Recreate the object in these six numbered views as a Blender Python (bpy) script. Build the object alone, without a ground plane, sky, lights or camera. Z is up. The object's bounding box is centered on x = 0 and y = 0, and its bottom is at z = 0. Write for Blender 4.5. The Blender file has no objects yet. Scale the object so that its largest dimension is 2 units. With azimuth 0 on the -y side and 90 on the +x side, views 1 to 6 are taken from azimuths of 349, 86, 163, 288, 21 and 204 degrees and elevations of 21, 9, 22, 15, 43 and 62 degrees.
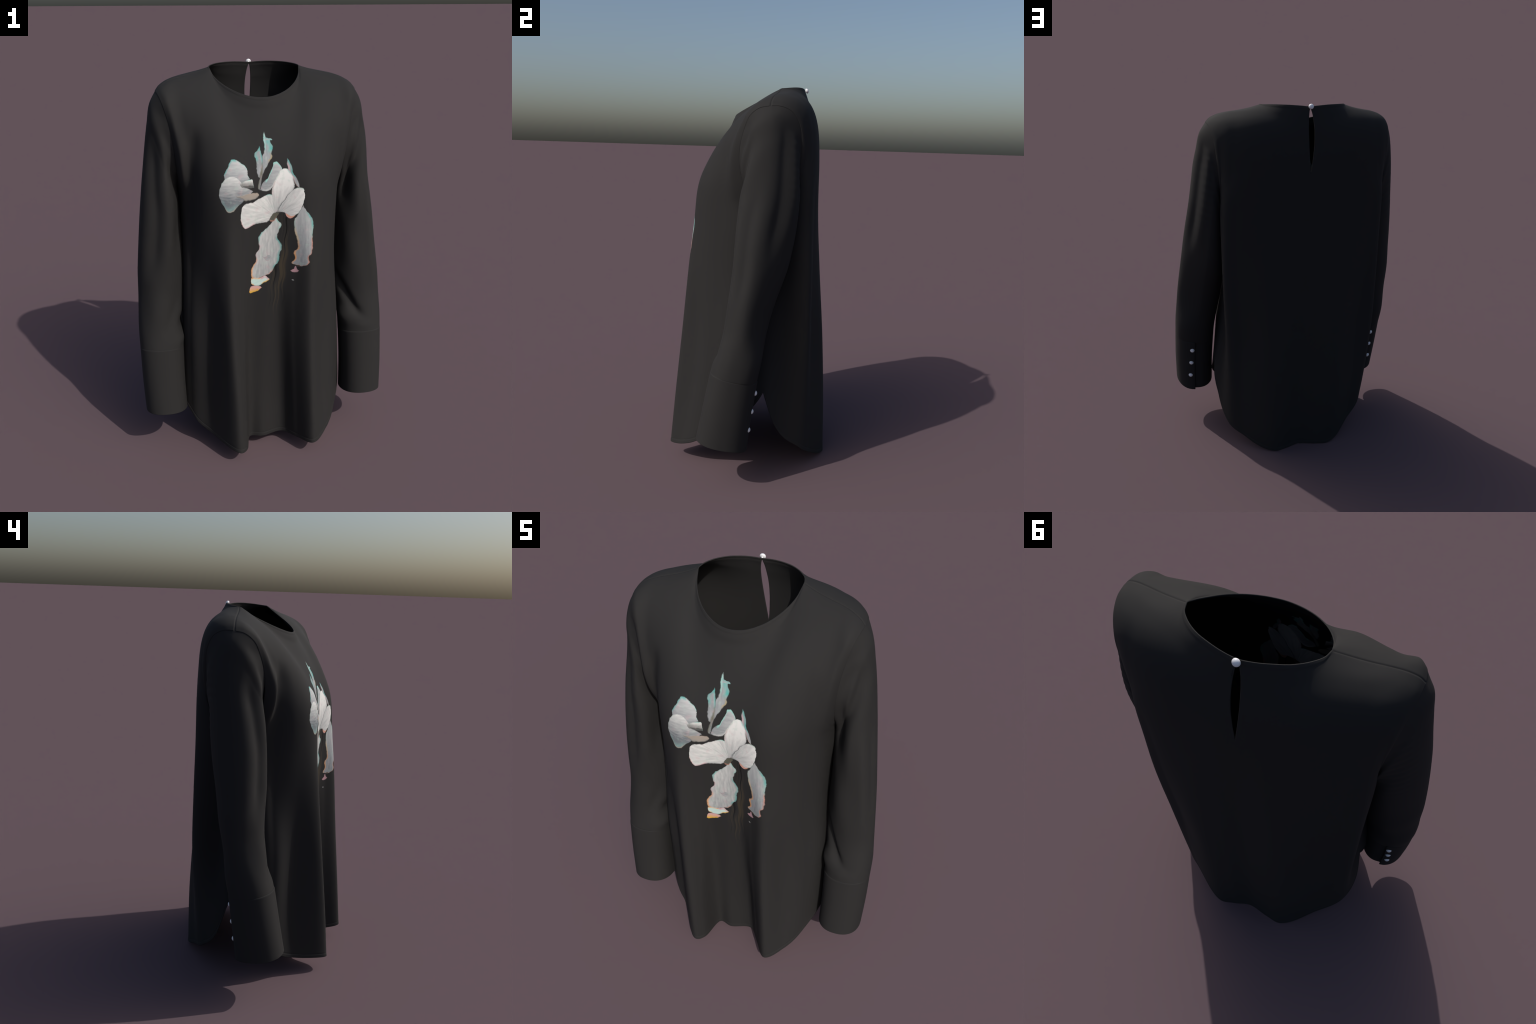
"""A loose black long-sleeved blouse standing as if worn: round neck with a
keyhole and pearl button behind, set-in sleeves with buttoned cuffs, a curved
shirt-tail hem and a large printed flower on the chest."""
import math
import bpy
import numpy as np
from mathutils import Vector, Matrix

THICK = 0.004          # cloth thickness
NECK_U = 0.55          # panel coordinate of the neck corner (0 centre, 1 side)
CHEST_Z = 1.40         # height of the underarm section
KEY_TOP, KEY_END = 1.978, 1.648


# ------------------------------------------------------------------ splines
def smooth(a, b, x):
    t = np.clip((np.asarray(x, float) - a) / (b - a), 0, 1)
    return t * t * (3 - 2 * t)


def bump(x, c, w):
    return np.exp(-((np.asarray(x, float) - c) / w) ** 2)


def catmull(knots, pts, x, period=None):
    """Non-uniform cubic Hermite through pts at knots (optionally periodic)."""
    k = np.asarray(knots, float)
    p = np.asarray(pts, float)
    if p.ndim == 1:
        p = p[:, None]
    x = np.asarray(x, float)
    if period:
        n = len(k)
        k = np.concatenate([k[-3:] - period, k, k[:3] + period])
        p = np.concatenate([p[-3:], p, p[:3]])
        x = (x - knots[0]) % period + knots[0]
    h = np.diff(k)
    s = np.diff(p, axis=0) / h[:, None]
    m = np.empty_like(p)
    m[0], m[-1] = s[0], s[-1]
    w = (h[:-1] / (h[:-1] + h[1:]))[:, None]
    m[1:-1] = s[:-1] * (1 - w) + s[1:] * w
    i = np.clip(np.searchsorted(k, x, side="right") - 1, 0, len(k) - 2)
    t = ((x - k[i]) / h[i])[..., None]
    hh = h[i][..., None]
    return ((2 * t**3 - 3 * t**2 + 1) * p[i] + (t**3 - 2 * t**2 + t) * hh * m[i]
            + (-2 * t**3 + 3 * t**2) * p[i + 1] + (t**3 - t**2) * hh * m[i + 1])


def curve(pts, t):
    """Point at fraction t of the chord length of a spline through pts."""
    p = np.asarray(pts, float)
    k = np.concatenate([[0], np.cumsum(np.linalg.norm(np.diff(p, axis=0), axis=1))])
    return catmull(k / k[-1], p, t)


# --------------------------------------------------------- torso: cross-sections
# Plan sections (x, y), once round: left side seam, front, right side seam, back.
FRONT_U = [-1, -.93, -.82, -.65, -.47, -.32, -.17, 0, .15, .30, .45, .62, .80, .92, 1]
BACK_U = [.92, .82, .65, .40, .20, 0, -.20, -.40, -.65, -.82, -.92]
PLANS = {
    1.40: ([(-.425, .06), (-.402, -.06), (-.352, -.160), (-.284, -.250), (-.205, -.293), (-.130, -.295), (-.060, -.279), (0, -.266),
            (.060, -.273), (.120, -.289), (.180, -.300), (.250, -.275), (.330, -.195), (.395, -.075), (.425, .06)],
           [(.440, .140), (.450, .242), (.372, .300), (.235, .334), (.120, .342), (0, .340),
            (-.120, .342), (-.235, .330), (-.372, .294), (-.455, .244), (-.447, .140)]),
    1.05: ([(-.410, .07), (-.412, -.06), (-.373, -.138), (-.303, -.236), (-.215, -.332), (-.150, -.308), (-.085, -.279), (0, -.264),
            (.060, -.268), (.120, -.291), (.190, -.333), (.262, -.287), (.340, -.190), (.392, -.065), (.405, .06)],
           [(.408, .150), (.443, .256), (.365, .304), (.225, .358), (.110, .362), (0, .354),
            (-.120, .368), (-.225, .352), (-.366, .292), (-.455, .258), (-.422, .150)]),
    0.70: ([(-.420, .07), (-.430, -.07), (-.394, -.165), (-.305, -.234), (-.212, -.370), (-.148, -.325), (-.103, -.265), (-.025, -.258),
            (.055, -.250), (.115, -.302), (.190, -.364), (.268, -.287), (.358, -.200), (.414, -.075), (.412, .07)],
           [(.400, .155), (.424, .264), (.338, .314), (.205, .390), (.100, .388), (0, .374),
            (-.115, .390), (-.205, .384), (-.344, .304), (-.455, .262), (-.405, .145)]),
    0.35: ([(-.465, .06), (-.455, -.07), (-.403, -.165), (-.318, -.238), (-.207, -.402), (-.152, -.370), (-.112, -.272), (-.035, -.260),
            (.063, -.246), (.125, -.318), (.197, -.396), (.277, -.316), (.365, -.228), (.432, -.09), (.465, .06)],
           [(.430, .148), (.414, .260), (.334, .328), (.188, .413), (.090, .407), (0, .384),
            (-.110, .406), (-.200, .408), (-.335, .320), (-.453, .238), (-.465, .138)]),
    0.03: ([(-.490, .05), (-.468, -.08), (-.410, -.182), (-.322, -.260), (-.203, -.427), (-.146, -.400), (-.112, -.275), (-.035, -.283),
            (.068, -.256), (.135, -.335), (.203, -.422), (.286, -.366), (.366, -.255), (.440, -.10), (.488, .05)],
           [(.453, .146), (.408, .254), (.315, .336), (.172, .426), (.090, .415), (0, .392),
            (-.105, .412), (-.190, .418), (-.322, .322), (-.435, .208), (-.477, .120)]),
}
LEVELS = sorted(PLANS)
LOOP = [u + 1 for u in FRONT_U] + [3 - u for u in BACK_U]          # period 4


def plan(s, z):
    """Points (x, y) of the torso at loop positions s and heights z."""
    rows = np.stack([catmull(LOOP, np.array(PLANS[l][0] + PLANS[l][1]), s, 4.0) for l in LEVELS])
    z = np.asarray(z, float)
    out = np.empty(s.shape + (2,))
    k = np.array(LEVELS)
    h = np.diff(k)
    d = np.diff(rows, axis=0) / h[:, None, None]
    m = np.empty_like(rows)
    m[0], m[-1] = d[0], d[-1] * 0.4
    m[1:-1] = (d[:-1] * h[1:, None, None] + d[1:] * h[:-1, None, None]) / (h[:-1] + h[1:])[:, None, None]
    zc = np.clip(z, k[0] - .1, k[-1])
    i = np.clip(np.searchsorted(k, zc, side="right") - 1, 0, len(k) - 2)
    j = np.arange(len(s))
    t = ((zc - k[i]) / h[i])[:, None]
    hh = h[i][:, None]
    out = ((2 * t**3 - 3 * t**2 + 1) * rows[i, j] + (t**3 - 2 * t**2 + t) * hh * m[i, j]
           + (-2 * t**3 + 3 * t**2) * rows[i + 1, j] + (t**3 - t**2) * hh * m[i + 1, j])
    return out, m[-1]


HEM_FRONT = [(0, .060), (.15, .060), (.30, .068), (.45, .078), (.62, .098), (.80, .165), (.92, .28), (.97, .37), (1, .45)]
HEM_BACK = [(0, .004), (.20, .000), (.40, .006), (.52, .022), (.65, .066), (.82, .142), (.92, .24), (.97, .35), (1, .45)]


def hem(u, front):
    k, z = np.array(HEM_FRONT if front else HEM_BACK).T
    z = catmull(k, z, np.abs(u))[..., 0]
    return z if front else z + .010 * bump(u, -.70, .22)


# ------------------------------------------------------ torso: neck and shoulders
NECK_FRONT = [(0, -.096, 1.848), (.045, -.090, 1.851), (.105, -.064, 1.866), (.170, -.007, 1.897), (.213, .066, 1.936), (.229, .128, 1.975)]
NECK_BACK = [(0, .265, 1.984), (.045, .261, 1.987), (.096, .248, 1.989), (.150, .226, 1.988), (.195, .192, 1.984), (.220, .160, 1.979), (.229, .128, 1.975)]
SHOULDER = [(.229, .128, 1.975), (.280, .113, 1.957), (.340, .098, 1.942), (.400, .082, 1.930), (.450, .068, 1.914), (.485, .058, 1.892), (.502, .054, 1.872)]
ARM_FRONT = [(.502, .054, 1.872), (.493, .005, 1.862), (.477, -.042, 1.823), (.460, -.066, 1.760), (.443, -.084, 1.670),
             (.430, -.077, 1.560), (.422, -.040, 1.460), (.423, .010, 1.410), (.425, .060, 1.400)]
ARM_BACK = [(.502, .054, 1.872), (.500, .108, 1.871), (.492, .160, 1.847), (.481, .198, 1.788), (.468, .211, 1.690),
            (.454, .203, 1.580), (.440, .170, 1.475), (.430, .115, 1.415), (.425, .060, 1.400)]


def mirror(p, u):
    p = p.copy()
    p[..., 0] *= np.where(np.asarray(u) < 0, -1, 1)
    return p


def top_edge(u, front):
    a = np.abs(u)
    half = np.array(NECK_FRONT if front else NECK_BACK)
    loop = np.concatenate([half[:0:-1] * [-1, 1, 1], half])          # flat across the middle
    neck = curve(loop, .5 + .5 * np.clip(a / NECK_U, 0, 1))
    sh = curve(SHOULDER, np.clip((a - NECK_U) / (1 - NECK_U), 0, 1))
    return mirror(np.where((a <= NECK_U)[:, None], neck, sh), u)


def top_direction(u, front):
    a = np.abs(u)
    k, deg = ([0, .3, .55, .75, 1], [59, 50, 20, 13, 15]) if front else ([0, .25, .4, .55, .75, 1], [67, 55, 32, 2, -9, -5])
    drop = np.radians(catmull(k, deg, a)[..., 0])
    d = np.stack([.12 * smooth(.3, 1, a), np.cos(drop) * (-1 if front else 1), -np.sin(drop)], -1)
    d /= np.linalg.norm(d, axis=1)[:, None]
    return mirror(d, u)


def panel_points(u, upper, lower, front):
    """Grid of points: rows from the neck/shoulder edge to the hem, columns at u."""
    s = u + 1 if front else 3 - u
    T, d = top_edge(u, front), top_direction(u, front)
    xy, slope = plan(s, np.full(len(u), CHEST_Z))
    S = np.concatenate([xy, np.full((len(u), 1), CHEST_Z)], 1)
    down = np.concatenate([-slope, -np.ones((len(u), 1))], 1)
    L = np.linalg.norm(T - S, axis=1)[:, None]
    a = np.abs(u)
    lead = (.36 - .06 * smooth(.4, .8, a) if front else .32 + .12 * smooth(.3, .8, a))[:, None]
    P1, P2 = T + d * L * lead, S - down * L * (.32 if front else .50)
    arm = [curve(ARM_FRONT if front else ARM_BACK, np.array([v]))[0] for v in upper]
    w = smooth(.80, 1, a)[:, None]
    rows = []
    for v, q in zip(upper, arm):
        B = (1 - v)**3 * T + 3 * (1 - v)**2 * v * P1 + 3 * (1 - v) * v * v * P2 + v**3 * S
        A = mirror(np.repeat(q[None], len(u), 0), u)
        # slide from the free panel to the armhole edge, keeping the side offset of the column
        off = (T - mirror(np.repeat(np.array(SHOULDER[-1])[None], len(u), 0), u)) * (1 - v) + \
              (S - mirror(np.repeat(np.array(ARM_FRONT[-1])[None], len(u), 0), u)) * v
        rows.append(B * (1 - w) + (A + off) * w)
    zh = hem(u, front)
    for f in lower:
        z = CHEST_Z + (zh - CHEST_Z) * f
        rows.append(np.concatenate([plan(s, z)[0], z[:, None]], 1))
    P = np.stack(rows)
    # iron out the rays that the neck corner would send down the panel
    du = np.gradient(u)
    n = len(upper)
    fade = (1 - smooth(.74, .93, a))[:, None]
    for i in range(1, n + 12):
        v = upper[i] if i < n else 1
        sig = .115 * smooth(0, .16, v) * (1 - smooth(.62, 1, v)) + 1e-4
        K = np.exp(-.5 * ((u[:, None] - u[None]) / sig) ** 2) * np.abs(du)[None]
        K /= K.sum(1, keepdims=True)
        P[i] = P[i] + (K @ P[i] - P[i]) * fade
    # and the step where the underarm level meets the skirt
    r = np.arange(len(P))
    w = .5 * bump(r, n - 1, 13)[:, None, None] * (1 - smooth(.975, .998, a))[None, :, None]
    for _ in range(60):
        P[1:-1] += w[1:-1] * ((P[2:] + P[:-2]) / 2 - P[1:-1])
    return P


def torso_folds(P, front):
    """Soft drape folds that run from the armholes and bust, along y."""
    x, y, z = P[..., 0], P[..., 1], P[..., 2]
    if front:
        # tuck from each armpit towards the bust
        ln = x + .365 + .10 * (1.45 - z)
        y = y + .021 * bump(ln, 0, .030) * smooth(1.75, 1.62, z) * smooth(1.05, 1.35, z)
        y = y - .013 * bump(ln, -.055, .028) * smooth(1.75, 1.60, z) * smooth(1.1, 1.4, z)
        lr = x - .365 - .06 * (1.45 - z)
        y = y + .007 * bump(lr, 0, .035) * smooth(1.75, 1.62, z) * smooth(1.1, 1.4, z)
    P = P.copy()
    P[..., 1] = y
    return P


# ------------------------------------------------------------------- mesh building
def vertex_normals(V, F):
    n = np.zeros_like(V)
    a, b, c, d = (V[F[:, i]] for i in range(4))
    fn = np.cross(c - a, d - b)
    for i in range(4):
        np.add.at(n, F[:, i], fn)
    return n / np.maximum(np.linalg.norm(n, axis=1), 1e-12)[:, None]


def boundary_edges(F):
    e = np.concatenate([F[:, [0, 1]], F[:, [1, 2]], F[:, [2, 3]], F[:, [3, 0]]])
    key = np.sort(e, 1)
    _, inv, cnt = np.unique(key[:, 0].astype(np.int64) * 10_000_000 + key[:, 1], return_inverse=True, return_counts=True)
    return e[cnt[inv.ravel()] == 1]


def weld(V, F, tol=1e-5):
    q = np.round(V / tol).astype(np.int64)
    _, first, inv = np.unique(q, axis=0, return_index=True, return_inverse=True)
    F = inv.ravel()[F]
    keep = (F[:, 0] != F[:, 2]) & (F[:, 1] != F[:, 3])
    return V[first], F[keep], inv.ravel()


def thicken(V, F, tag, t=THICK):
    """Outer and inner shell joined by a rounded rim along every open edge."""
    N = vertex_normals(V, F)
    n = len(V)
    inner = V - N * t
    E = boundary_edges(F)
    out = np.zeros_like(V)                      # outward direction at the rim
    # an edge runs with its face on the left, so the free side is edge x normal
    dirs = np.cross(V[E[:, 1]] - V[E[:, 0]], N[E[:, 0]])
    for k in (0, 1):
        np.add.at(out, E[:, k], dirs)
    out /= np.maximum(np.linalg.norm(out, axis=1), 1e-12)[:, None]
    rim = np.unique(E)
    idx = np.full(n, -1)
    idx[rim] = 2 * n + np.arange(len(rim))
    mid = V[rim] - N[rim] * t * .5 + out[rim] * t * .4
    VV = np.concatenate([V, inner, mid])
    a, b = E[:, 0], E[:, 1]
    FF = np.concatenate([F, F[:, ::-1] + n,
                         np.stack([b, a, idx[a], idx[b]], 1),
                         np.stack([idx[b], idx[a], a + n, b + n], 1)])
    owner = {}
    tagE = tag_of_edges(F, tag, E)
    TT = np.concatenate([tag, tag, tagE, tagE])
    return VV, FF, TT


def tag_of_edges(F, tag, E):
    e = np.concatenate([F[:, [0, 1]], F[:, [1, 2]], F[:, [2, 3]], F[:, [3, 0]]])
    key = e[:, 0].astype(np.int64) * 10_000_000 + e[:, 1]
    order = np.argsort(key)
    want = E[:, 0].astype(np.int64) * 10_000_000 + E[:, 1]
    return np.tile(tag, 4)[order[np.searchsorted(key[order], want)]]


def make_object(name, V, F, material, parent, normals=None):
    used = np.unique(F)
    re = np.full(len(V), -1)
    re[used] = np.arange(len(used))
    me = bpy.data.meshes.new(name)
    me.from_pydata(V[used].tolist(), [], re[F].tolist())
    me.polygons.foreach_set("use_smooth", [True] * len(me.polygons))
    me.materials.append(material)
    me.update()
    if normals is not None:
        me.normals_split_custom_set_from_vertices(normals[used].tolist())
    ob = bpy.data.objects.new(name, me)
    bpy.context.scene.collection.objects.link(ob)
    ob.parent = parent
    return ob


def grid_faces(rows, cols, base=0, close=False):
    i, j = np.meshgrid(np.arange(rows - 1), np.arange(cols if close else cols - 1), indexing="ij")
    i, j = i.ravel(), j.ravel()
    k = (j + 1) % cols
    return base + np.stack([i * cols + j, (i + 1) * cols + j, (i + 1) * cols + k, i * cols + k], 1)


# ---------------------------------------------------------------------- materials
def nodes_of(name):
    m = bpy.data.materials.new(name)
    m.use_nodes = True
    nt = m.node_tree
    return m, nt, nt.nodes["Principled BSDF"]


def add_weave(nt, bsdf, coord):
    """Very fine crepe grain, as bump only."""
    no = nt.nodes.new("ShaderNodeTexNoise")
    no.inputs["Scale"].default_value = 260
    no.inputs["Detail"].default_value = 2
    nt.links.new(coord, no.inputs["Vector"])
    bp = nt.nodes.new("ShaderNodeBump")
    bp.inputs["Strength"].default_value = .06
    bp.inputs["Distance"].default_value = .002
    nt.links.new(no.outputs[0], bp.inputs["Height"])
    nt.links.new(bp.outputs[0], bsdf.inputs["Normal"])


CLOTH = (.0215, .0210, .0210, 1)


def cloth_settings(bsdf):
    bsdf.inputs["Base Color"].default_value = CLOTH
    bsdf.inputs["Roughness"].default_value = .85
    bsdf.inputs["Specular IOR Level"].default_value = .2


def cloth_material(name="black_crepe"):
    m, nt, bsdf = nodes_of(name)
    cloth_settings(bsdf)
    tc = nt.nodes.new("ShaderNodeTexCoord")
    add_weave(nt, bsdf, tc.outputs["Object"])
    return m


def pearl_material():
    m, nt, bsdf = nodes_of("pearl")
    bsdf.inputs["Base Color"].default_value = (.78, .78, .80, 1)
    bsdf.inputs["Roughness"].default_value = .28
    bsdf.inputs["Coat Weight"].default_value = .5
    bsdf.inputs["Coat Roughness"].default_value = .12
    return m


# The printed flower.  Every petal is a pair of edge profiles in the chest plane
# (x, z): along x as upper and lower edge, along z as left and right edge; then its
# dark and light tone, how the tone runs (base, along, across), coloured fringes
# (edge, tint, width, strength, stretch) and the direction of its veins.
TINTS = {
    "white": (.70, .70, .68), "pale": (.50, .51, .51), "grey": (.23, .25, .26), "slate": (.165, .185, .20),
    "warm_grey": (.25, .245, .23), "shadow": (.085, .088, .085), "mint": (.36, .50, .43), "aqua": (.26, .56, .50),
    "teal": (.085, .36, .33), "tan": (.38, .31, .25), "ochre": (.40, .30, .10), "olive": (.11, .105, .065),
    "pink": (.56, .33, .36), "dusty": (.36, .22, .24), "rust": (.50, .22, .16), "orange": (.66, .30, .09), "yellow": (.62, .36, .04),
}
PETALS = [
    ("tall_leaf", "z", [(-0.053, 1.441), (-0.061, 1.453), (-0.057, 1.476), (-0.049, 1.497), (-0.04, 1.53), (-0.033, 1.56), (-0.031, 1.59), (-0.022, 1.607), (-0.017, 1.643), (-0.019, 1.675), (-0.012, 1.699)],
     [(-0.053, 1.441), (-0.045, 1.462), (-0.042, 1.481), (-0.038, 1.499), (-0.027, 1.524), (-0.008, 1.552), (0.007, 1.576), (0.018, 1.592), (0.015, 1.604), (0.025, 1.629), (0.025, 1.662), (0.013, 1.661), (-0.004, 1.675), (-0.012, 1.699)],
     ("slate", "pale", (.20, .5, -.2), [("hi", "teal", .024, 1, (.66, .90)), ("lo", "aqua", .010, .6, (.7, 1)), ("hi", "ochre", .010, .8, (.5, .62)), ("lo", "olive", .012, .8, (0, .35))], "z")),
    ("short_leaf", "z", [(-0.049, 1.495), (-0.06, 1.513), (-0.064, 1.538), (-0.063, 1.574), (-0.068, 1.603), (-0.052, 1.62), (-0.04, 1.639)],
     [(-0.049, 1.495), (-0.04, 1.515), (-0.031, 1.541), (-0.03, 1.566), (-0.031, 1.596), (-0.035, 1.614), (-0.04, 1.639)],
     ("slate", "pale", (.2, .1, .1), [("lo", "teal", .014, .85, (.55, 1)), ("hi", "teal", .010, .7, (.45, 1)), ("hi", "olive", .010, .8, (0, .5))], "z")),
    ("back_petal", "x", [(-0.22, 1.518), (-0.217, 1.502), (-0.193, 1.489), (-0.145, 1.483), (-0.098, 1.497)],
     [(-0.22, 1.518), (-0.214, 1.535), (-0.201, 1.554), (-0.189, 1.576), (-0.175, 1.589), (-0.156, 1.583), (-0.138, 1.571), (-0.12, 1.558), (-0.109, 1.542), (-0.108, 1.516), (-0.098, 1.497)],
     ("slate", "pale", (.15, .35, .55), [("hi", "teal", .012, .8, (0, .5)), ("hi", "aqua", .006, .9, (.6, 1)), ("lo", "grey", .014, .7, (.1, 1))], "x")),
    ("cupped_petal", "x", [(-0.248, 1.426), (-0.239, 1.398), (-0.225, 1.372), (-0.214, 1.351), (-0.203, 1.344), (-0.183, 1.351), (-0.163, 1.372), (-0.142, 1.389), (-0.129, 1.402), (-0.105, 1.423), (-0.085, 1.439)],
     [(-0.248, 1.426), (-0.24, 1.461), (-0.227, 1.489), (-0.207, 1.509), (-0.188, 1.514), (-0.166, 1.51), (-0.148, 1.494), (-0.133, 1.476), (-0.114, 1.459), (-0.085, 1.439)],
     ("slate", "white", (-.30, -.15, 1.15), [("lo", "aqua", .030, .30, (.1, .5)), ("lo", "tan", .008, .8, (.15, .5)), ("hi", "mint", .008, .5, (0, .3)), ], "x")),
    ("frill", "x", [(-0.151, 1.478), (-0.14, 1.463), (-0.121, 1.458), (-0.1, 1.455), (-0.079, 1.455)],
     [(-0.151, 1.478), (-0.132, 1.488), (-0.112, 1.494), (-0.089, 1.496), (-0.084, 1.479), (-0.079, 1.455)],
     ("shadow", "white", (-.35, .15, 1.2), [("hi", "aqua", .006, .6, (.5, 1))], "x")),
    ("tongue", "x", [(-0.175, 1.438), (-0.161, 1.417), (-0.136, 1.407), (-0.122, 1.397), (-0.088, 1.398), (-0.065, 1.406), (-0.054, 1.419)],
     [(-0.175, 1.438), (-0.156, 1.424), (-0.135, 1.427), (-0.098, 1.432), (-0.063, 1.429), (-0.054, 1.419)],
     ("warm_grey", "tan", (.1, .2, .5), [("lo", "shadow", .006, .5, (0, 1)), ("hi", "pale", .004, .4, (0, .4))], "x")),
    ("side_petal", "x", [(-0.05, 1.442), (-0.022, 1.432), (-0.002, 1.436), (0.015, 1.455), (0.031, 1.476), (0.051, 1.501), (0.064, 1.522)],
     [(-0.05, 1.442), (-0.036, 1.474), (-0.01, 1.494), (0.001, 1.518), (0.016, 1.542), (0.022, 1.563), (0.034, 1.568), (0.048, 1.559), (0.059, 1.538), (0.064, 1.522)],
     ("slate", "pale", (.1, .5, .2), [("hi", "aqua", .012, .85, (.25, 1)), ("lo", "white", .012, .6, (.1, .9))], "x")),
    ("spike_petal", "z", [(0.142, 1.445), (0.123, 1.459), (0.109, 1.49), (0.092, 1.517), (0.088, 1.541), (0.086, 1.561), (0.089, 1.582)],
     [(0.142, 1.445), (0.135, 1.469), (0.125, 1.496), (0.112, 1.517), (0.11, 1.535), (0.104, 1.556), (0.089, 1.582)],
     ("slate", "pale", (.3, .1, .1), [("hi", "teal", .011, .8, (.35, 1)), ("lo", "pink", .010, .8, (.3, .8)), ("lo", "rust", .004, .5, (0, .35))], "z")),
    ("right_ribbon", "z", [(0.145, 1.051), (0.118, 1.05), (0.106, 1.062), (0.12, 1.09), (0.117, 1.119), (0.132, 1.147), (0.13, 1.185), (0.118, 1.231), (0.114, 1.277), (0.129, 1.311), (0.145, 1.341), (0.156, 1.362)],
     [(0.145, 1.051), (0.166, 1.059), (0.186, 1.081), (0.181, 1.1), (0.198, 1.124), (0.203, 1.165), (0.202, 1.206), (0.208, 1.258), (0.205, 1.283), (0.19, 1.313), (0.172, 1.334), (0.156, 1.362)],
     ("slate", "pale", (.35, .45, -.2), [("hi", "teal", .014, .8, (.62, .88)), ("lo", "orange", .010, .8, (0, .62)), ("hi", "rust", .008, .8, (0, .48)), ("hi", "aqua", .008, .5, (.5, .65)), ("lo", "mint", .010, .5, (.4, .8))], "z")),
    ("left_ribbon", "z", [(-0.062, 0.988), (-0.094, 0.999), (-0.099, 1.022), (-0.092, 1.056), (-0.072, 1.09), (-0.074, 1.114), (-0.055, 1.154), (-0.061, 1.194), (-0.05, 1.222), (-0.028, 1.24), (-0.001, 1.263), (0.018, 1.287), (0.032, 1.298)],
     [(-0.062, 0.988), (-0.034, 0.997), (0.001, 1.008), (0.015, 1.024), (0.028, 1.048), (0.046, 1.072), (0.048, 1.107), (0.059, 1.142), (0.052, 1.172), (0.036, 1.198), (0.045, 1.232), (0.056, 1.262), (0.042, 1.28), (0.032, 1.298)],
     ("slate", "white", (.35, .30, -.1), [("hi", "teal", .012, .8, (.15, .70)), ("lo", "orange", .009, .75, (0, .35)), ("lo", "teal", .010, .7, (.62, .85)), ("hi", "rust", .008, .7, (0, .12)), ("hi", "aqua", .010, .7, (.80, 1)), ("lo", "pink", .006, .5, (.3, .6))], "z")),
    ("bruise", "x", [(-0.042, 1.106), (-0.026, 1.088), (-0.012, 1.074), (0.006, 1.098)],
     [(-0.042, 1.106), (-0.026, 1.098), (-0.008, 1.108), (0.006, 1.098)],
     ("slate", "pale", (.50, .1, -.3), [("lo", "dusty", .006, .5, (0, 1))], "x")),
    ("ribbon_frill", "x", [(-0.098, 0.977), (-0.091, 0.957), (-0.056, 0.947), (-0.034, 0.958), (-0.012, 0.967), (0.001, 0.977)],
     [(-0.098, 0.977), (-0.093, 0.998), (-0.051, 0.992), (-0.025, 0.999), (-0.012, 0.989), (0.001, 0.977)],
     ("aqua", "white", (.4, .2, .1), [("hi", "orange", .010, .9, (0, .5)), ("hi", "pink", .016, .9, (.5, 1)), ("lo", "orange", .008, .8, (0, .15)), ("lo", "yellow", .008, .9, (.55, 1))], "x")),
    ("ribbon_tip", "x", [(-0.11, 0.92), (-0.1, 0.914), (-0.075, 0.916), (-0.051, 0.926), (-0.039, 0.936)],
     [(-0.11, 0.92), (-0.095, 0.952), (-0.069, 0.95), (-0.051, 0.944), (-0.039, 0.936)],
     ("yellow", "pink", (.0, .3, .9), [("lo", "yellow", .012, .9, (.05, .7))], "x")),
    ("drop", "x", [(0.101, 1.023), (0.113, 1.014), (0.131, 1.016), (0.142, 1.026)],
     [(0.101, 1.023), (0.116, 1.035), (0.124, 1.05), (0.129, 1.039), (0.142, 1.026)],
     ("pink", "dusty", (.4, .2, .2), [], "x")),
    ("speck", "x", [(0.107, 0.976), (0.113, 0.969), (0.12, 0.971)],
     [(0.107, 0.976), (0.113, 0.977), (0.12, 0.971)],
     ("grey", "pale", (.4, .2, .2), [], "x")),
    ("orange_lip", "x", [(0.073, 1.322), (0.08, 1.304), (0.097, 1.294), (0.11, 1.299), (0.125, 1.317)],
     [(0.073, 1.322), (0.095, 1.316), (0.125, 1.317)],
     ("pink", "orange", (.5, .2, -.2), [("lo", "pink", .006, .8, (0, .6))], "x")),
    ("middle_petal", "z", [(0.019, 1.309), (0.008, 1.326), (-0, 1.36), (-0.002, 1.383), (0.006, 1.406), (0.008, 1.435), (0.018, 1.47), (0.029, 1.492), (0.045, 1.517), (0.06, 1.532), (0.072, 1.536)],
     [(0.019, 1.309), (0.032, 1.325), (0.049, 1.357), (0.071, 1.389), (0.092, 1.418), (0.11, 1.437), (0.117, 1.453), (0.113, 1.484), (0.1, 1.518), (0.087, 1.533), (0.072, 1.536)],
     ("grey", "white", (.30, 1.0, .05), [("lo", "mint", .008, .6, (.5, .95)), ("hi", "teal", .010, .8, (.9, 1)), ("lo", "pink", .010, .45, (.3, .75)), ("hi", "grey", .008, .5, (.1, .8)), ("lo", "olive", .012, .7, (0, .25))], "r")),
    ("right_petal", "x", [(0.03, 1.324), (0.053, 1.326), (0.071, 1.322), (0.087, 1.311), (0.102, 1.305), (0.123, 1.312), (0.138, 1.326), (0.151, 1.354), (0.16, 1.383), (0.164, 1.403)],
     [(0.03, 1.324), (0.052, 1.362), (0.074, 1.393), (0.095, 1.423), (0.119, 1.443), (0.143, 1.448), (0.156, 1.445), (0.162, 1.426), (0.164, 1.403)],
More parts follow.
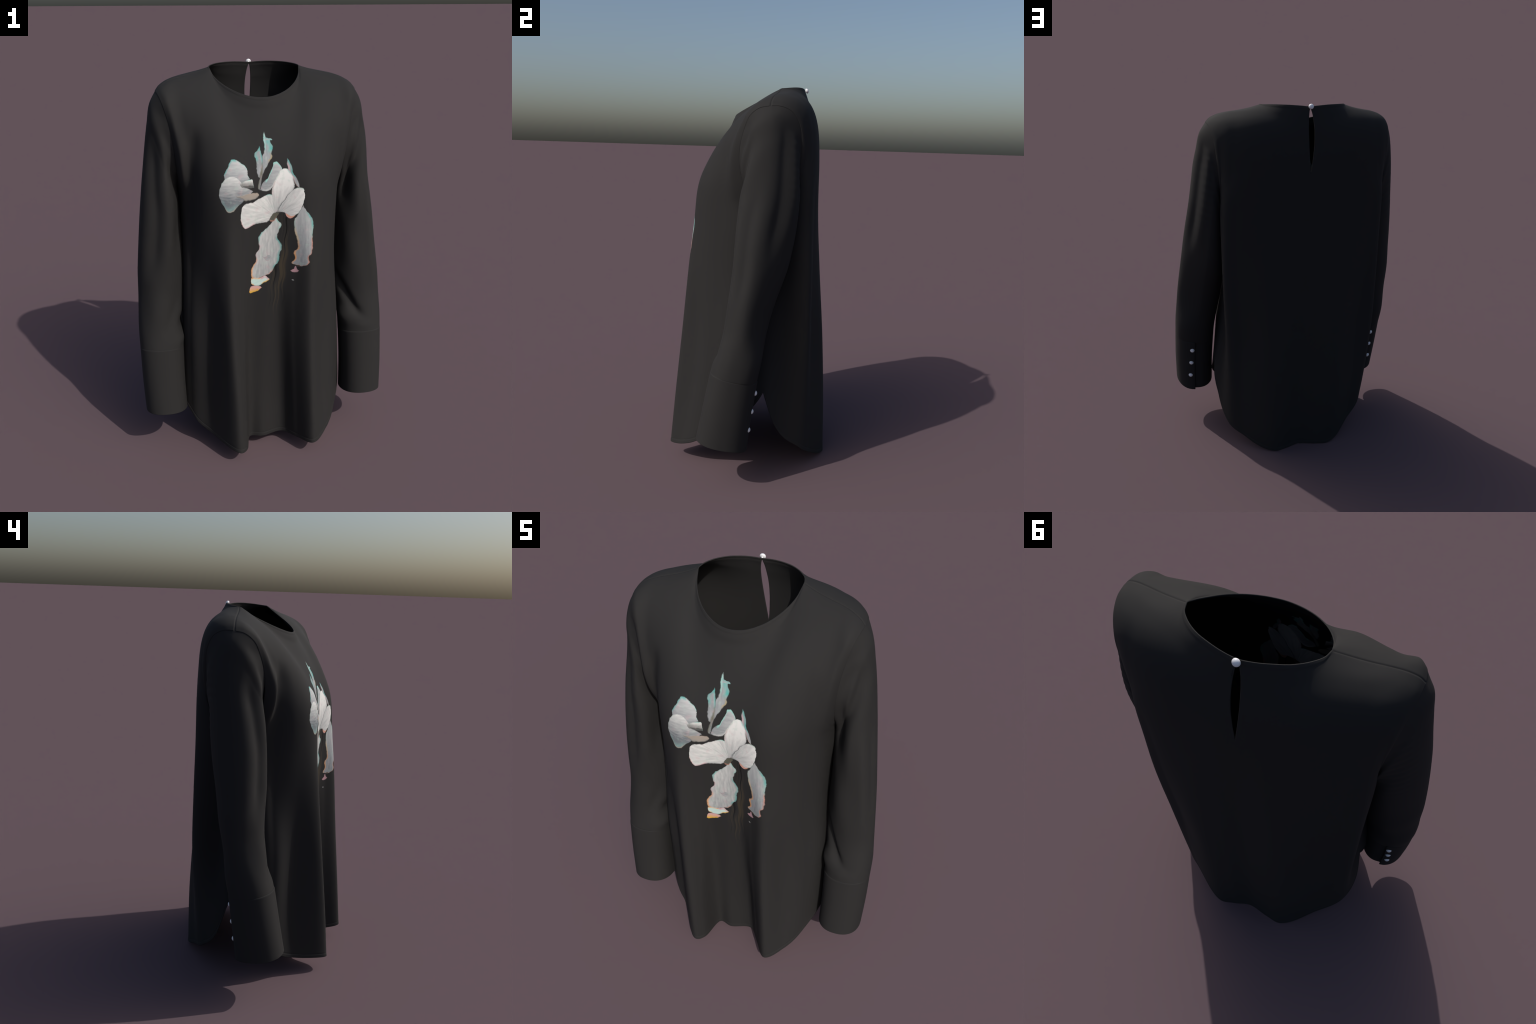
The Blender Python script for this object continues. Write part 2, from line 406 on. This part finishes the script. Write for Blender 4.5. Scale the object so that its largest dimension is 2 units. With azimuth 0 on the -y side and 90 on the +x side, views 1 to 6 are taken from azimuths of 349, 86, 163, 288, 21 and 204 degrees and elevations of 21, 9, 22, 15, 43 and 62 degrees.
     ("grey", "white", (.25, .75, .1), [("hi", "mint", .006, .7, (.7, 1)), ("lo", "mint", .006, .6, (.7, 1)), ("hi", "grey", .005, .6, (.1, .6)), ("lo", "olive", .010, .7, (0, .12))], "r")),
    ("left_petal", "x", [(-0.15, 1.306), (-0.142, 1.282), (-0.124, 1.26), (-0.102, 1.266), (-0.08, 1.276), (-0.05, 1.277), (-0.015, 1.279), (0.005, 1.29), (0.025, 1.31)],
     [(-0.15, 1.306), (-0.143, 1.358), (-0.137, 1.375), (-0.122, 1.383), (-0.083, 1.388), (-0.053, 1.402), (-0.028, 1.411), (-0.005, 1.417), (0.012, 1.408), (0.013, 1.375), (0.022, 1.341), (0.025, 1.31)],
     ("grey", "white", (.75, -.2, .15), [("lo", "pink", .008, .7, (0, .4)), ("hi", "aqua", .006, .8, (.75, .95)), ("lo", "rust", .012, .6, (0, .07)), ("lo", "grey", .012, .4, (.4, 1))], "r")),
    ("core", "x", [(-0.005, 1.290), (0.004, 1.279), (0.014, 1.278), (0.028, 1.293), (0.046, 1.324)],
     [(-0.005, 1.290), (0.006, 1.308), (0.024, 1.325), (0.046, 1.324)],
     ("shadow", "olive", (.2, .3, .2), [("lo", "rust", .008, .7, (.1, .7)), ("hi", "shadow", .006, .7, (.4, 1)), ("lo", "shadow", .004, .8, (.6, 1))], "r")),
]


class Graph:
    """Small helper that writes arithmetic as shader nodes."""

    def __init__(self, nt):
        self.nt = nt

    def put(self, socket, value):
        if hasattr(value, "links") or hasattr(value, "is_linked"):
            self.nt.links.new(value, socket)
        else:
            socket.default_value = value

    def math(self, op, a, b=0.0, c=0.0, clamp=False):
        n = self.nt.nodes.new("ShaderNodeMath")
        n.operation, n.use_clamp = op, clamp
        for k, v in enumerate((a, b, c)):
            self.put(n.inputs[k], v)
        return n.outputs[0]

    def ramp(self, x, lo, hi):
        n = self.nt.nodes.new("ShaderNodeMapRange")
        n.interpolation_type = "SMOOTHSTEP"
        self.put(n.inputs[0], x)
        n.inputs[1].default_value, n.inputs[2].default_value = lo, hi
        return n.outputs[0]

    def mix(self, f, a, b):
        n = self.nt.nodes.new("ShaderNodeMix")
        n.data_type = "RGBA"
        self.put(n.inputs[0], f)
        self.put(n.inputs[6], a)
        self.put(n.inputs[7], b)
        return n.outputs[2]

    def map(self, v, scale, loc=(0, 0, 0)):
        n = self.nt.nodes.new("ShaderNodeMapping")
        self.put(n.inputs[0], v)
        n.inputs["Location"].default_value, n.inputs["Scale"].default_value = loc, scale
        return n.outputs[0]

    def noise(self, v, scale, detail=3.0):
        n = self.nt.nodes.new("ShaderNodeTexNoise")
        self.put(n.inputs["Vector"], v)
        n.inputs["Scale"].default_value, n.inputs["Detail"].default_value = scale, detail
        return n.outputs[0]

    def split(self, v):
        n = self.nt.nodes.new("ShaderNodeSeparateXYZ")
        self.put(n.inputs[0], v)
        return n.outputs

    def join(self, x, y, z):
        n = self.nt.nodes.new("ShaderNodeCombineXYZ")
        for k, v in enumerate((x, y, z)):
            self.put(n.inputs[k], v)
        return n.outputs[0]

    def profile(self, x, pts):
        n = self.nt.nodes.new("ShaderNodeFloatCurve")
        self.put(n.inputs["Value"], x)
        c = n.mapping.curves[0]
        while len(c.points) < len(pts):
            c.points.new(.5, .5)
        for p, q in zip(c.points, pts):
            p.location = q
            p.handle_type = "AUTO_CLAMPED"
        n.mapping.update()
        return n.outputs[0]


def printed_material():
    m, nt, bsdf = nodes_of("printed_crepe")
    cloth_settings(bsdf)
    g = Graph(nt)
    pos = nt.nodes.new("ShaderNodeTexCoord").outputs["Object"]
    add_weave(nt, bsdf, pos)
    x0, _, z0 = g.split(pos)
    flat = g.join(x0, 0.0, z0)
    # frayed outlines: the print wavers a few millimetres
    fray = g.math("MULTIPLY", g.math("SUBTRACT", g.noise(flat, 55, 4), .5), .011)
    fray2 = g.math("MULTIPLY", g.math("SUBTRACT", g.noise(g.map(flat, (1, 1, 1), (3, 0, 7)), 75, 3), .5), .009)
    x, z = g.math("ADD", x0, fray), g.math("ADD", z0, fray2)
    blotch = g.ramp(g.noise(flat, 26, 2), .36, .60)
    mottle = g.noise(flat, 38, 2)
    along_x = g.noise(g.map(flat, (24, 1, 95)), 1, 4)
    along_z = g.noise(g.map(flat, (95, 1, 20)), 1, 4)
    dx, dz = g.math("SUBTRACT", x0, .030), g.math("SUBTRACT", z0, 1.305)
    turn = g.math("ARCTAN2", dz, dx)
    reach = g.math("SQRT", g.math("ADD", g.math("MULTIPLY", dx, dx), g.math("MULTIPLY", dz, dz)))
    veins = g.noise(g.join(g.math("MULTIPLY", turn, 11.0), g.math("MULTIPLY", reach, 16.0), 0.0), 1, 4)
    grain = {"x": along_x, "z": along_z, "r": veins}

    # faint smeared stems below the flower
    sway = g.math("MULTIPLY", g.math("SINE", g.math("MULTIPLY", z0, 52.0)), .0035)
    lean = g.math("MULTIPLY", g.math("SUBTRACT", z0, 1.0), .05)
    s = g.math("SUBTRACT", g.math("SUBTRACT", x0, sway), g.math("ADD", lean, .042))
    streak = g.noise(g.join(g.math("MULTIPLY", s, 75.0), 0.0, g.math("MULTIPLY", z0, 2.5)), 1, 2)
    zone = g.math("MULTIPLY", g.ramp(g.math("ABSOLUTE", s), .050, .022),
                  g.math("MULTIPLY", g.ramp(z0, .70, .98), g.ramp(z0, 1.33, 1.29)))
    colour = g.mix(g.math("MULTIPLY", zone, g.ramp(streak, .50, .66)), CLOTH, (.052, .042, .028, 1))
    colour = g.mix(g.math("MULTIPLY", zone, g.ramp(streak, .48, .36)), colour, (.005, .005, .005, 1))

    for name, axis, lo, hi, (dark, light, (t0, t1, t2), fringes, vein) in PETALS:
        k = 0 if axis == "x" else 1                       # coordinate that runs along the petal
        pts = np.array(lo + hi)
        a0, b0 = pts[:, k].min(), pts[:, 1 - k].min()
        L, W = np.ptp(pts[:, k]), np.ptp(pts[:, 1 - k])
        run, cross = (x, z) if axis == "x" else (z, x)
        a = g.math("DIVIDE", g.math("SUBTRACT", run, a0), L)
        b = g.math("DIVIDE", g.math("SUBTRACT", cross, b0), W)

        def prof(edge):
            q = sorted(((p[k] - a0) / L, (p[1 - k] - b0) / W) for p in edge)
            keep = [q[0]]
            for p in q[1:]:
                keep.append((max(p[0], keep[-1][0] + .004), p[1]))
            return keep

        d_lo = g.math("MULTIPLY", g.math("SUBTRACT", b, g.profile(a, prof(lo))), W)
        d_hi = g.math("MULTIPLY", g.math("SUBTRACT", g.profile(a, prof(hi)), b), W)
        inside = g.ramp(g.math("MINIMUM", d_lo, d_hi), -.0015, .0040)
        inside = g.math("MULTIPLY", inside, g.math("MULTIPLY", g.math("GREATER_THAN", a, 0.0), g.math("LESS_THAN", a, 1.0)))
        tone = g.math("MULTIPLY_ADD", a, t1, g.math("MULTIPLY_ADD", b, t2, t0))
        tone = g.math("MULTIPLY_ADD", g.math("SUBTRACT", grain[vein], .5), .75 if vein != "r" else 1.0, tone, clamp=True)
        petal = g.mix(tone, (*TINTS[dark], 1), (*TINTS[light], 1))
        petal = g.mix(g.math("MULTIPLY", g.ramp(mottle, .56, .72), .20), petal, (*TINTS["pink"], 1)) if "white" in (light,) or light == "pale" else petal
        petal = g.mix(g.math("MULTIPLY", g.ramp(mottle, .44, .30), .25), petal, (*TINTS["mint"], 1)) if "white" in (light,) or light == "pale" else petal
        for edge, tint, width, strength, (s0, s1) in fringes:
            f = g.ramp(d_lo if edge == "lo" else d_hi, width * 1.25, width * .35)
            if (s0, s1) != (0, 1):
                soft = .06
                f = g.math("MULTIPLY", f, g.math("MULTIPLY", g.ramp(a, s0 - soft, s0 + soft), g.ramp(a, s1 + soft, s1 - soft)))
            f = g.math("MULTIPLY", f, g.math("MULTIPLY_ADD", blotch, .45 * strength, .55 * strength))
            petal = g.mix(f, petal, (*TINTS[tint], 1))
        colour = g.mix(inside, colour, petal)
    nt.links.new(colour, bsdf.inputs["Base Color"])
    return m


# --------------------------------------------------------------------------- torso
def column_positions():
    half = np.unique(np.round(np.concatenate([
        np.linspace(0, NECK_U, 74), np.linspace(NECK_U, .94, 50), np.linspace(.94, 1, 10)]), 6))
    return half


UPPER = np.concatenate([[0, .002, .004, .007, .011, .016, .022, .03], np.linspace(.04, 1, 84)])
LOWER = np.concatenate([np.linspace(0, .965, 130)[1:], np.linspace(.965, 1, 18)[1:]])


def build_torso(root, front_mat, back_mat):
    half = column_positions()
    u = np.concatenate([-half[:0:-1], half])
    V, F, tag, count = [], [], [], 0
    parts = []
    # front: one grid; back: two halves that are apart along the keyhole
    whole = panel_points(u, UPPER, LOWER, False)
    mid = len(half) - 1
    for front, cols in ((True, u), (False, half), (False, -half)):
        if front:
            P = torso_folds(panel_points(u, UPPER, LOWER, True), True)
        else:
            P = (whole[:, mid:] if cols[-1] > 0 else whole[:, mid::-1]).copy()
        if not front:
            z, x = P[..., 2], P[..., 0]
            side = 1 if cols[-1] > 0 else -1
            t = np.clip((KEY_TOP - z) / (KEY_TOP - KEY_END), 0, 1)
            gap = .0165 * np.sin(np.pi * t ** .70) ** .9 * (1.15 if side < 0 else .85)
            near = np.clip(1 - np.abs(x) / .12, 0, 1) ** 2
            P[..., 0] = x + side * gap * near
        # seam groove along the shoulder, binding ridge round the neck, stitching above the hem
        d = np.linalg.norm(P - P[0], axis=-1)
        a = np.abs(cols)[None]
        groove = -.0028 * bump(d, 0, .0038) * (a > NECK_U) + .0016 * smooth(.016, .011, d) * (a <= NECK_U)
        dh = np.linalg.norm(P - P[-1], axis=-1)
        groove = groove - .0009 * bump(dh, .021, .003) + .0008 * smooth(.021, .016, dh)
        f = grid_faces(len(UPPER) + len(LOWER), len(cols), count)
        if cols[-1] < cols[0]:
            f = f[:, ::-1]
        if not front:
            f = f[:, ::-1]
        V.append(P.reshape(-1, 3)); F.append(f); parts.append(groove.ravel())
        tag.append(np.full(len(f), 0 if front else 1)); count += P.shape[0] * P.shape[1]
    V, F, tag, g = np.concatenate(V), np.concatenate(F), np.concatenate(tag), np.concatenate(parts)
    V2, F2, inv = weld(V, F)
    keep = len(F2) == len(F)
    gg = np.zeros(len(V2))
    np.minimum.at(gg, inv, g)
    hi = np.zeros(len(V2)); np.maximum.at(hi, inv, g)
    gg = np.where(gg < -1e-5, gg, hi)
    if not keep:
        Fi = inv[F]
        tag = tag[(Fi[:, 0] != Fi[:, 2]) & (Fi[:, 1] != Fi[:, 3])]
    V2 = V2 + vertex_normals(V2, F2) * gg[:, None]
    VV, FF, TT = thicken(V2, F2, tag)
    NN = vertex_normals(VV, FF)
    fp = make_object("front_panel", VV, FF[TT == 0], front_mat, root, NN)
    bk = make_object("back_panel", VV, FF[TT == 1], back_mat, root, NN)
    return fp, bk


# -------------------------------------------------------------------------- sleeves
# rings: inner x, outer x, front y, back y, z at the outer edge, z at the inner edge, slope in y
RINGS = [
    (.412, .529, -.080, .203, 1.825, 1.350, .0),
    (.410, .552, -.085, .196, 1.720, 1.290, .0),
    (.408, .588, -.108, .182, 1.460, 1.180, .0),
    (.403, .618, -.120, .152, 1.220, 1.060, -.04),
    (.405, .640, -.127, .110, 1.000, .940, -.08),
    (.418, .655, -.143, .066, .800, .780, -.14),
    (.434, .662, -.173, .044, .665, .655, -.18),
    (.434, .661, -.207, .020, .553, .548, -.20),
]
LEAN = (0, 0, 6, 15, 15, 10, 3, 0)     # degrees by which the left arm's oval leans, outer edge forward
CUFF_RINGS = [
    (.434, .661, -.203, .022, .578, .573, -.20),
    (.437, .659, -.236, -.003, .400, .400, -.20),
    (.434, .652, -.268, -.022, .231, .227, -.20),
]


def ring(r, phi, power=2.3, taper=0.0, lean=0.0):
    xi, xo, yf, yb, zo, zi, sl = r
    c, s = np.cos(phi), np.sin(phi)
    k = (np.abs(c) ** power + np.abs(s) ** power) ** (-1 / power)
    x = (xi + xo) / 2 + (xo - xi) / 2 * c * k
    y = (yf + yb) / 2 - (yb - yf) / 2 * np.sin(phi + lean) * k
    x = x - taper * (xo - xi) / 2 * np.clip(-s, 0, 1) ** 2 * np.clip(c * k, 0, 1)
    z = (zo + zi) / 2 + (zo - zi) / 2 * c * k + sl * (y - (yf + yb) / 2)
    return np.stack([x, y, z], -1)


def armhole(phi):
    """Armhole point at angle phi: 0 shoulder tip, 90 front, 180 underarm, 270 back."""
    t = phi / np.pi
    t = t + np.where(t <= 1, .14, -.14) * np.abs(np.sin(np.pi * t))
    p = np.where((t <= 1)[:, None], curve(ARM_FRONT, np.clip(t, 0, 1)), curve(ARM_BACK, np.clip(2 - t, 0, 1)))
    c = np.array([.455, .06, 1.62])
    p = c + (p - c) * .996
    p[:, 0] -= .001
    return p


def angle_gap(phi, c):
    return (phi - np.radians(c) + np.pi) % (2 * np.pi) - np.pi


def sleeve_folds(P, phi, side):
    """Radial offsets: long drag folds down the arm and wrinkles above the cuff."""
    z = P[..., 2]
    ph = np.repeat(phi[None], P.shape[0], 0)
    d = np.zeros(z.shape)
    if side < 0:
        mid = catmull([.85, 1.10, 1.30, 1.43, 1.60, 1.80], [55, 66, 68, 58, 48, 42], np.clip(z, .85, 1.8))[..., 0]
        d -= .027 * bump(angle_gap(ph, mid), 0, .42) * smooth(1.74, 1.52, z) * smooth(.92, 1.15, z)
        d -= .015 * bump(angle_gap(ph, 132), 0, .38) * bump(z, 1.16, .14)
        d -= .014 * bump(angle_gap(ph, 118), 0, .40) * bump(z, 1.54, .11)
        d += .012 * bump(angle_gap(ph, 78), 0, .45) * bump(z, .80, .11)
        d += .006 * bump(angle_gap(ph, -20), 0, .9) * smooth(1.7, 1.4, z) * smooth(.82, 1.0, z)
        d += .008 * bump(angle_gap(ph, mid + 46), 0, .32) * smooth(1.80, 1.64, z) * smooth(1.0, 1.25, z)
        d -= .014 * bump(angle_gap(ph, 165), 0, .45) * bump(z, .715, .035)
        d += .010 * bump(angle_gap(ph, 150), 0, .55) * bump(z, .625, .035)
        d -= .007 * bump(angle_gap(ph, 110 + 120 * (z - .7)), 0, .25) * bump(z, .76, .09)
    else:
        mid = catmull([1.25, 1.43, 1.50, 1.64, 1.80], [136, 116, 90, 58, 48], np.clip(z, 1.25, 1.8))[..., 0]
        d -= .017 * bump(angle_gap(ph, mid), 0, .30) * smooth(1.80, 1.66, z) * smooth(1.2, 1.4, z)
        d += .003 * bump(angle_gap(ph, mid - 36), 0, .30) * smooth(1.76, 1.62, z) * smooth(1.1, 1.35, z)
        d -= .008 * bump(angle_gap(ph, 22), 0, .25) * smooth(1.55, 1.35, z) * smooth(.85, 1.1, z)
        d += .007 * bump(angle_gap(ph, 52), 0, .25) * smooth(1.55, 1.35, z) * smooth(.75, 1.0, z)
        d -= .009 * bump(angle_gap(ph, -32), 0, .22) * smooth(1.84, 1.65, z) * smooth(1.1, 1.35, z)
        d += .008 * bump(angle_gap(ph, -58), 0, .22) * smooth(1.84, 1.65, z) * smooth(1.1, 1.35, z)
        d -= .010 * bump(angle_gap(ph, 112), 0, .35) * smooth(1.68, 1.5, z) * smooth(1.1, 1.35, z)
        # deep tuck that runs from the inside of the elbow down to the front of the wrist
        d -= .020 * bump(angle_gap(ph, 112 + 260 * (z - .70)), 0, .26) * smooth(.655, .72, z) * smooth(.98, .80, z)
        d += .014 * bump(angle_gap(ph, 112), 0, .40) * bump(z, 1.06, .13)
        d -= .014 * bump(angle_gap(ph, 122), 0, .40) * bump(z, 1.46, .14)
        d += .018 * bump(angle_gap(ph, 150), 0, .50) * bump(z, .665, .045)
        d += .006 * bump(angle_gap(ph, 95), 0, .4) * bump(z, .63, .03)
    d += .0012 * np.sin(z * 150 + 2 * np.sin(2 * ph)) * smooth(1.25, 1.5, z) * smooth(1.84, 1.7, z) * bump(angle_gap(ph, 285), 0, .5)
    return d


def shift_for(side, z):
    """The left arm hangs slightly further forward above the elbow."""
    return side * .018 * smooth(1.72, 1.42, z) * smooth(.85, 1.15, z)


def build_sleeve(root, side, mat):
    n, m = 192, 230
    phi = np.arange(n) * 2 * np.pi / n
    stack = np.stack([armhole(phi)] + [ring(r, phi, 1.9 + .4 * (i > 5), (.30 if side > 0 else 0) * (i < 6), math.radians(l) * (side > 0)) for i, (r, l) in enumerate(zip(RINGS, LEAN))])
    fr = np.concatenate([[0, .003, .006, .01], np.linspace(.016, 1, m - 4)])
    P = np.empty((m, n, 3))
    for j in range(n):
        P[:, j] = curve(stack[:, j], fr)
    c = P.mean(1, keepdims=True)
    r = P - c
    r[..., 2] = 0
    r /= np.linalg.norm(r, axis=-1)[..., None]
    lim = smooth(0, .05, fr)[:, None] * smooth(1, .975, fr)[:, None]
    P = P + r * (sleeve_folds(P, phi, side) * lim)[..., None]
    P[..., 1] += shift_for(side, P[..., 2]) * smooth(0, .16, fr)[:, None]
    P[-4:] = P[-4:] - r[-4:] * .003          # tucked inside the cuff
    P[..., 0] *= side
    V = P.reshape(-1, 3)
    F = grid_faces(m, n, close=True)
    if side < 0:
        F = F[:, ::-1]
    F = F[:, ::-1]
    VV, FF, _ = thicken(V, F, np.zeros(len(F), int), .003)
    return make_object("sleeve", VV, FF, mat, root)


FLAP = 277             # angle of the overlapping cuff edge, degrees


def build_cuff(root, side, mat):
    m = 60
    ang = np.radians(np.linspace(FLAP, FLAP + 360 + 26, 220))
    fr = np.concatenate([np.linspace(0, .04, 8), np.linspace(.05, .97, m - 14), np.linspace(.975, 1, 6)])
    stack = np.stack([ring(r, ang) for r in CUFF_RINGS])
    P = np.empty((m, len(ang), 3))
    for j in range(len(ang)):
        P[:, j] = curve(stack[:, j], fr)
    c = P.mean(1, keepdims=True)
    r = P - c
    r[..., 2] = 0
    r /= np.linalg.norm(r, axis=-1)[..., None]
    deg = np.linspace(0, 386, len(ang))
    off = .0065 * smooth(60, 0, deg) - .004 * smooth(330, 365, deg) + .0004
    off = off[None] - .0015 * smooth(.015, 0, fr)[:, None]
    P = P + r * off[..., None]
    P[-1:, :, 2] -= (.006 * smooth(70, 0, deg))[None]
    P[-6:-1, :, 2] -= (.006 * smooth(70, 0, deg))[None]
    P[..., 0] *= side
    V = P.reshape(-1, 3)
    F = grid_faces(m, len(ang))
    if side < 0:
        F = F[:, ::-1]
    F = F[:, ::-1]
    VV, FF, _ = thicken(V, F, np.zeros(len(F), int), .0035)
    return make_object("cuff", VV, FF, mat, root)


# -------------------------------------------------------------------------- buttons
def button_mesh(mat):
    """Domed pearl with a small shank behind; its axis is +z."""
    prof = [(0, .0135)] + [(.0135 * math.sin(a), .0025 + .0110 * math.cos(a)) for a in np.linspace(.12, 1.75, 16)]
    prof += [(.0105, -.0020), (.0050, -.0028), (.0034, -.0040), (.0032, -.0075), (0, -.0078)]
    n = 40
    V = [(r * math.cos(2 * math.pi * k / n), r * math.sin(2 * math.pi * k / n), z) for r, z in prof[1:-1] for k in range(n)]
    F = [(i * n + k, i * n + n + k, i * n + n + (k + 1) % n, i * n + (k + 1) % n) for i in range(len(prof) - 3) for k in range(n)]
    V += [(0, 0, prof[0][1]), (0, 0, prof[-1][1])]
    t = (len(prof) - 3) * n
    F += [(len(V) - 2, k, (k + 1) % n) for k in range(n)] + [(len(V) - 1, t + (k + 1) % n, t + k) for k in range(n)]
    me = bpy.data.meshes.new("button")
    me.from_pydata(V, [], F)
    me.polygons.foreach_set("use_smooth", [True] * len(F))
    me.materials.append(mat)
    me.update()
    return me


def place_button(mesh, parent, point, axis):
    ob = bpy.data.objects.new("button", mesh)
    bpy.context.scene.collection.objects.link(ob)
    ob.parent = parent
    ob.matrix_world = Matrix.Translation(point) @ Vector(axis).to_track_quat("Z", "Y").to_matrix().to_4x4()
    return ob


def tube(name, pts, radius, mat, parent, n=10):
    p = np.asarray(curve(pts, np.linspace(0, 1, 40)))
    V, F = [], []
    for i, q in enumerate(p):
        t = Vector(p[min(i + 1, len(p) - 1)] - p[max(i - 1, 0)]).normalized()
        s = t.cross(Vector((0, 1, .2))).normalized()
        w = t.cross(s)
        for k in range(n):
            a = 2 * math.pi * k / n
            V.append(tuple(Vector(q) + (s * math.cos(a) + w * math.sin(a)) * radius))
    for i in range(len(p) - 1):
        for k in range(n):
            F.append((i * n + k, i * n + (k + 1) % n, i * n + n + (k + 1) % n, i * n + n + k))
    return make_object(name, np.array(V), np.array(F), mat, parent)


# ----------------------------------------------------------------------------- main
def main():
    root = bpy.data.objects.new("printed_blouse", None)
    bpy.context.scene.collection.objects.link(root)
    root["label"] = "loose black long-sleeved blouse with a white flower print"
    root["category"] = "blouse"
    cloth, pearl = cloth_material(), pearl_material()
    front, back = build_torso(root, printed_material(), cloth)
    bm = button_mesh(pearl)
    place_button(bm, back, (-.001, .276, 1.985), (.02, .93, .37))
    tube("button_loop", [(.004, .267, 1.976), (.010, .274, 1.960), (.013, .281, 1.944), (.0145, .291, 1.926)], .0011, cloth, back)
    for side in (1, -1):
        build_sleeve(root, side, cloth)
        cuff = build_cuff(root, side, cloth)
        for x, y, z in ((.576, .013, .496), (.580, -.002, .404), (.583, -.015, .310)):
            place_button(bm, cuff, (side * x, y, z), (side * .32, .93, .15))


main()
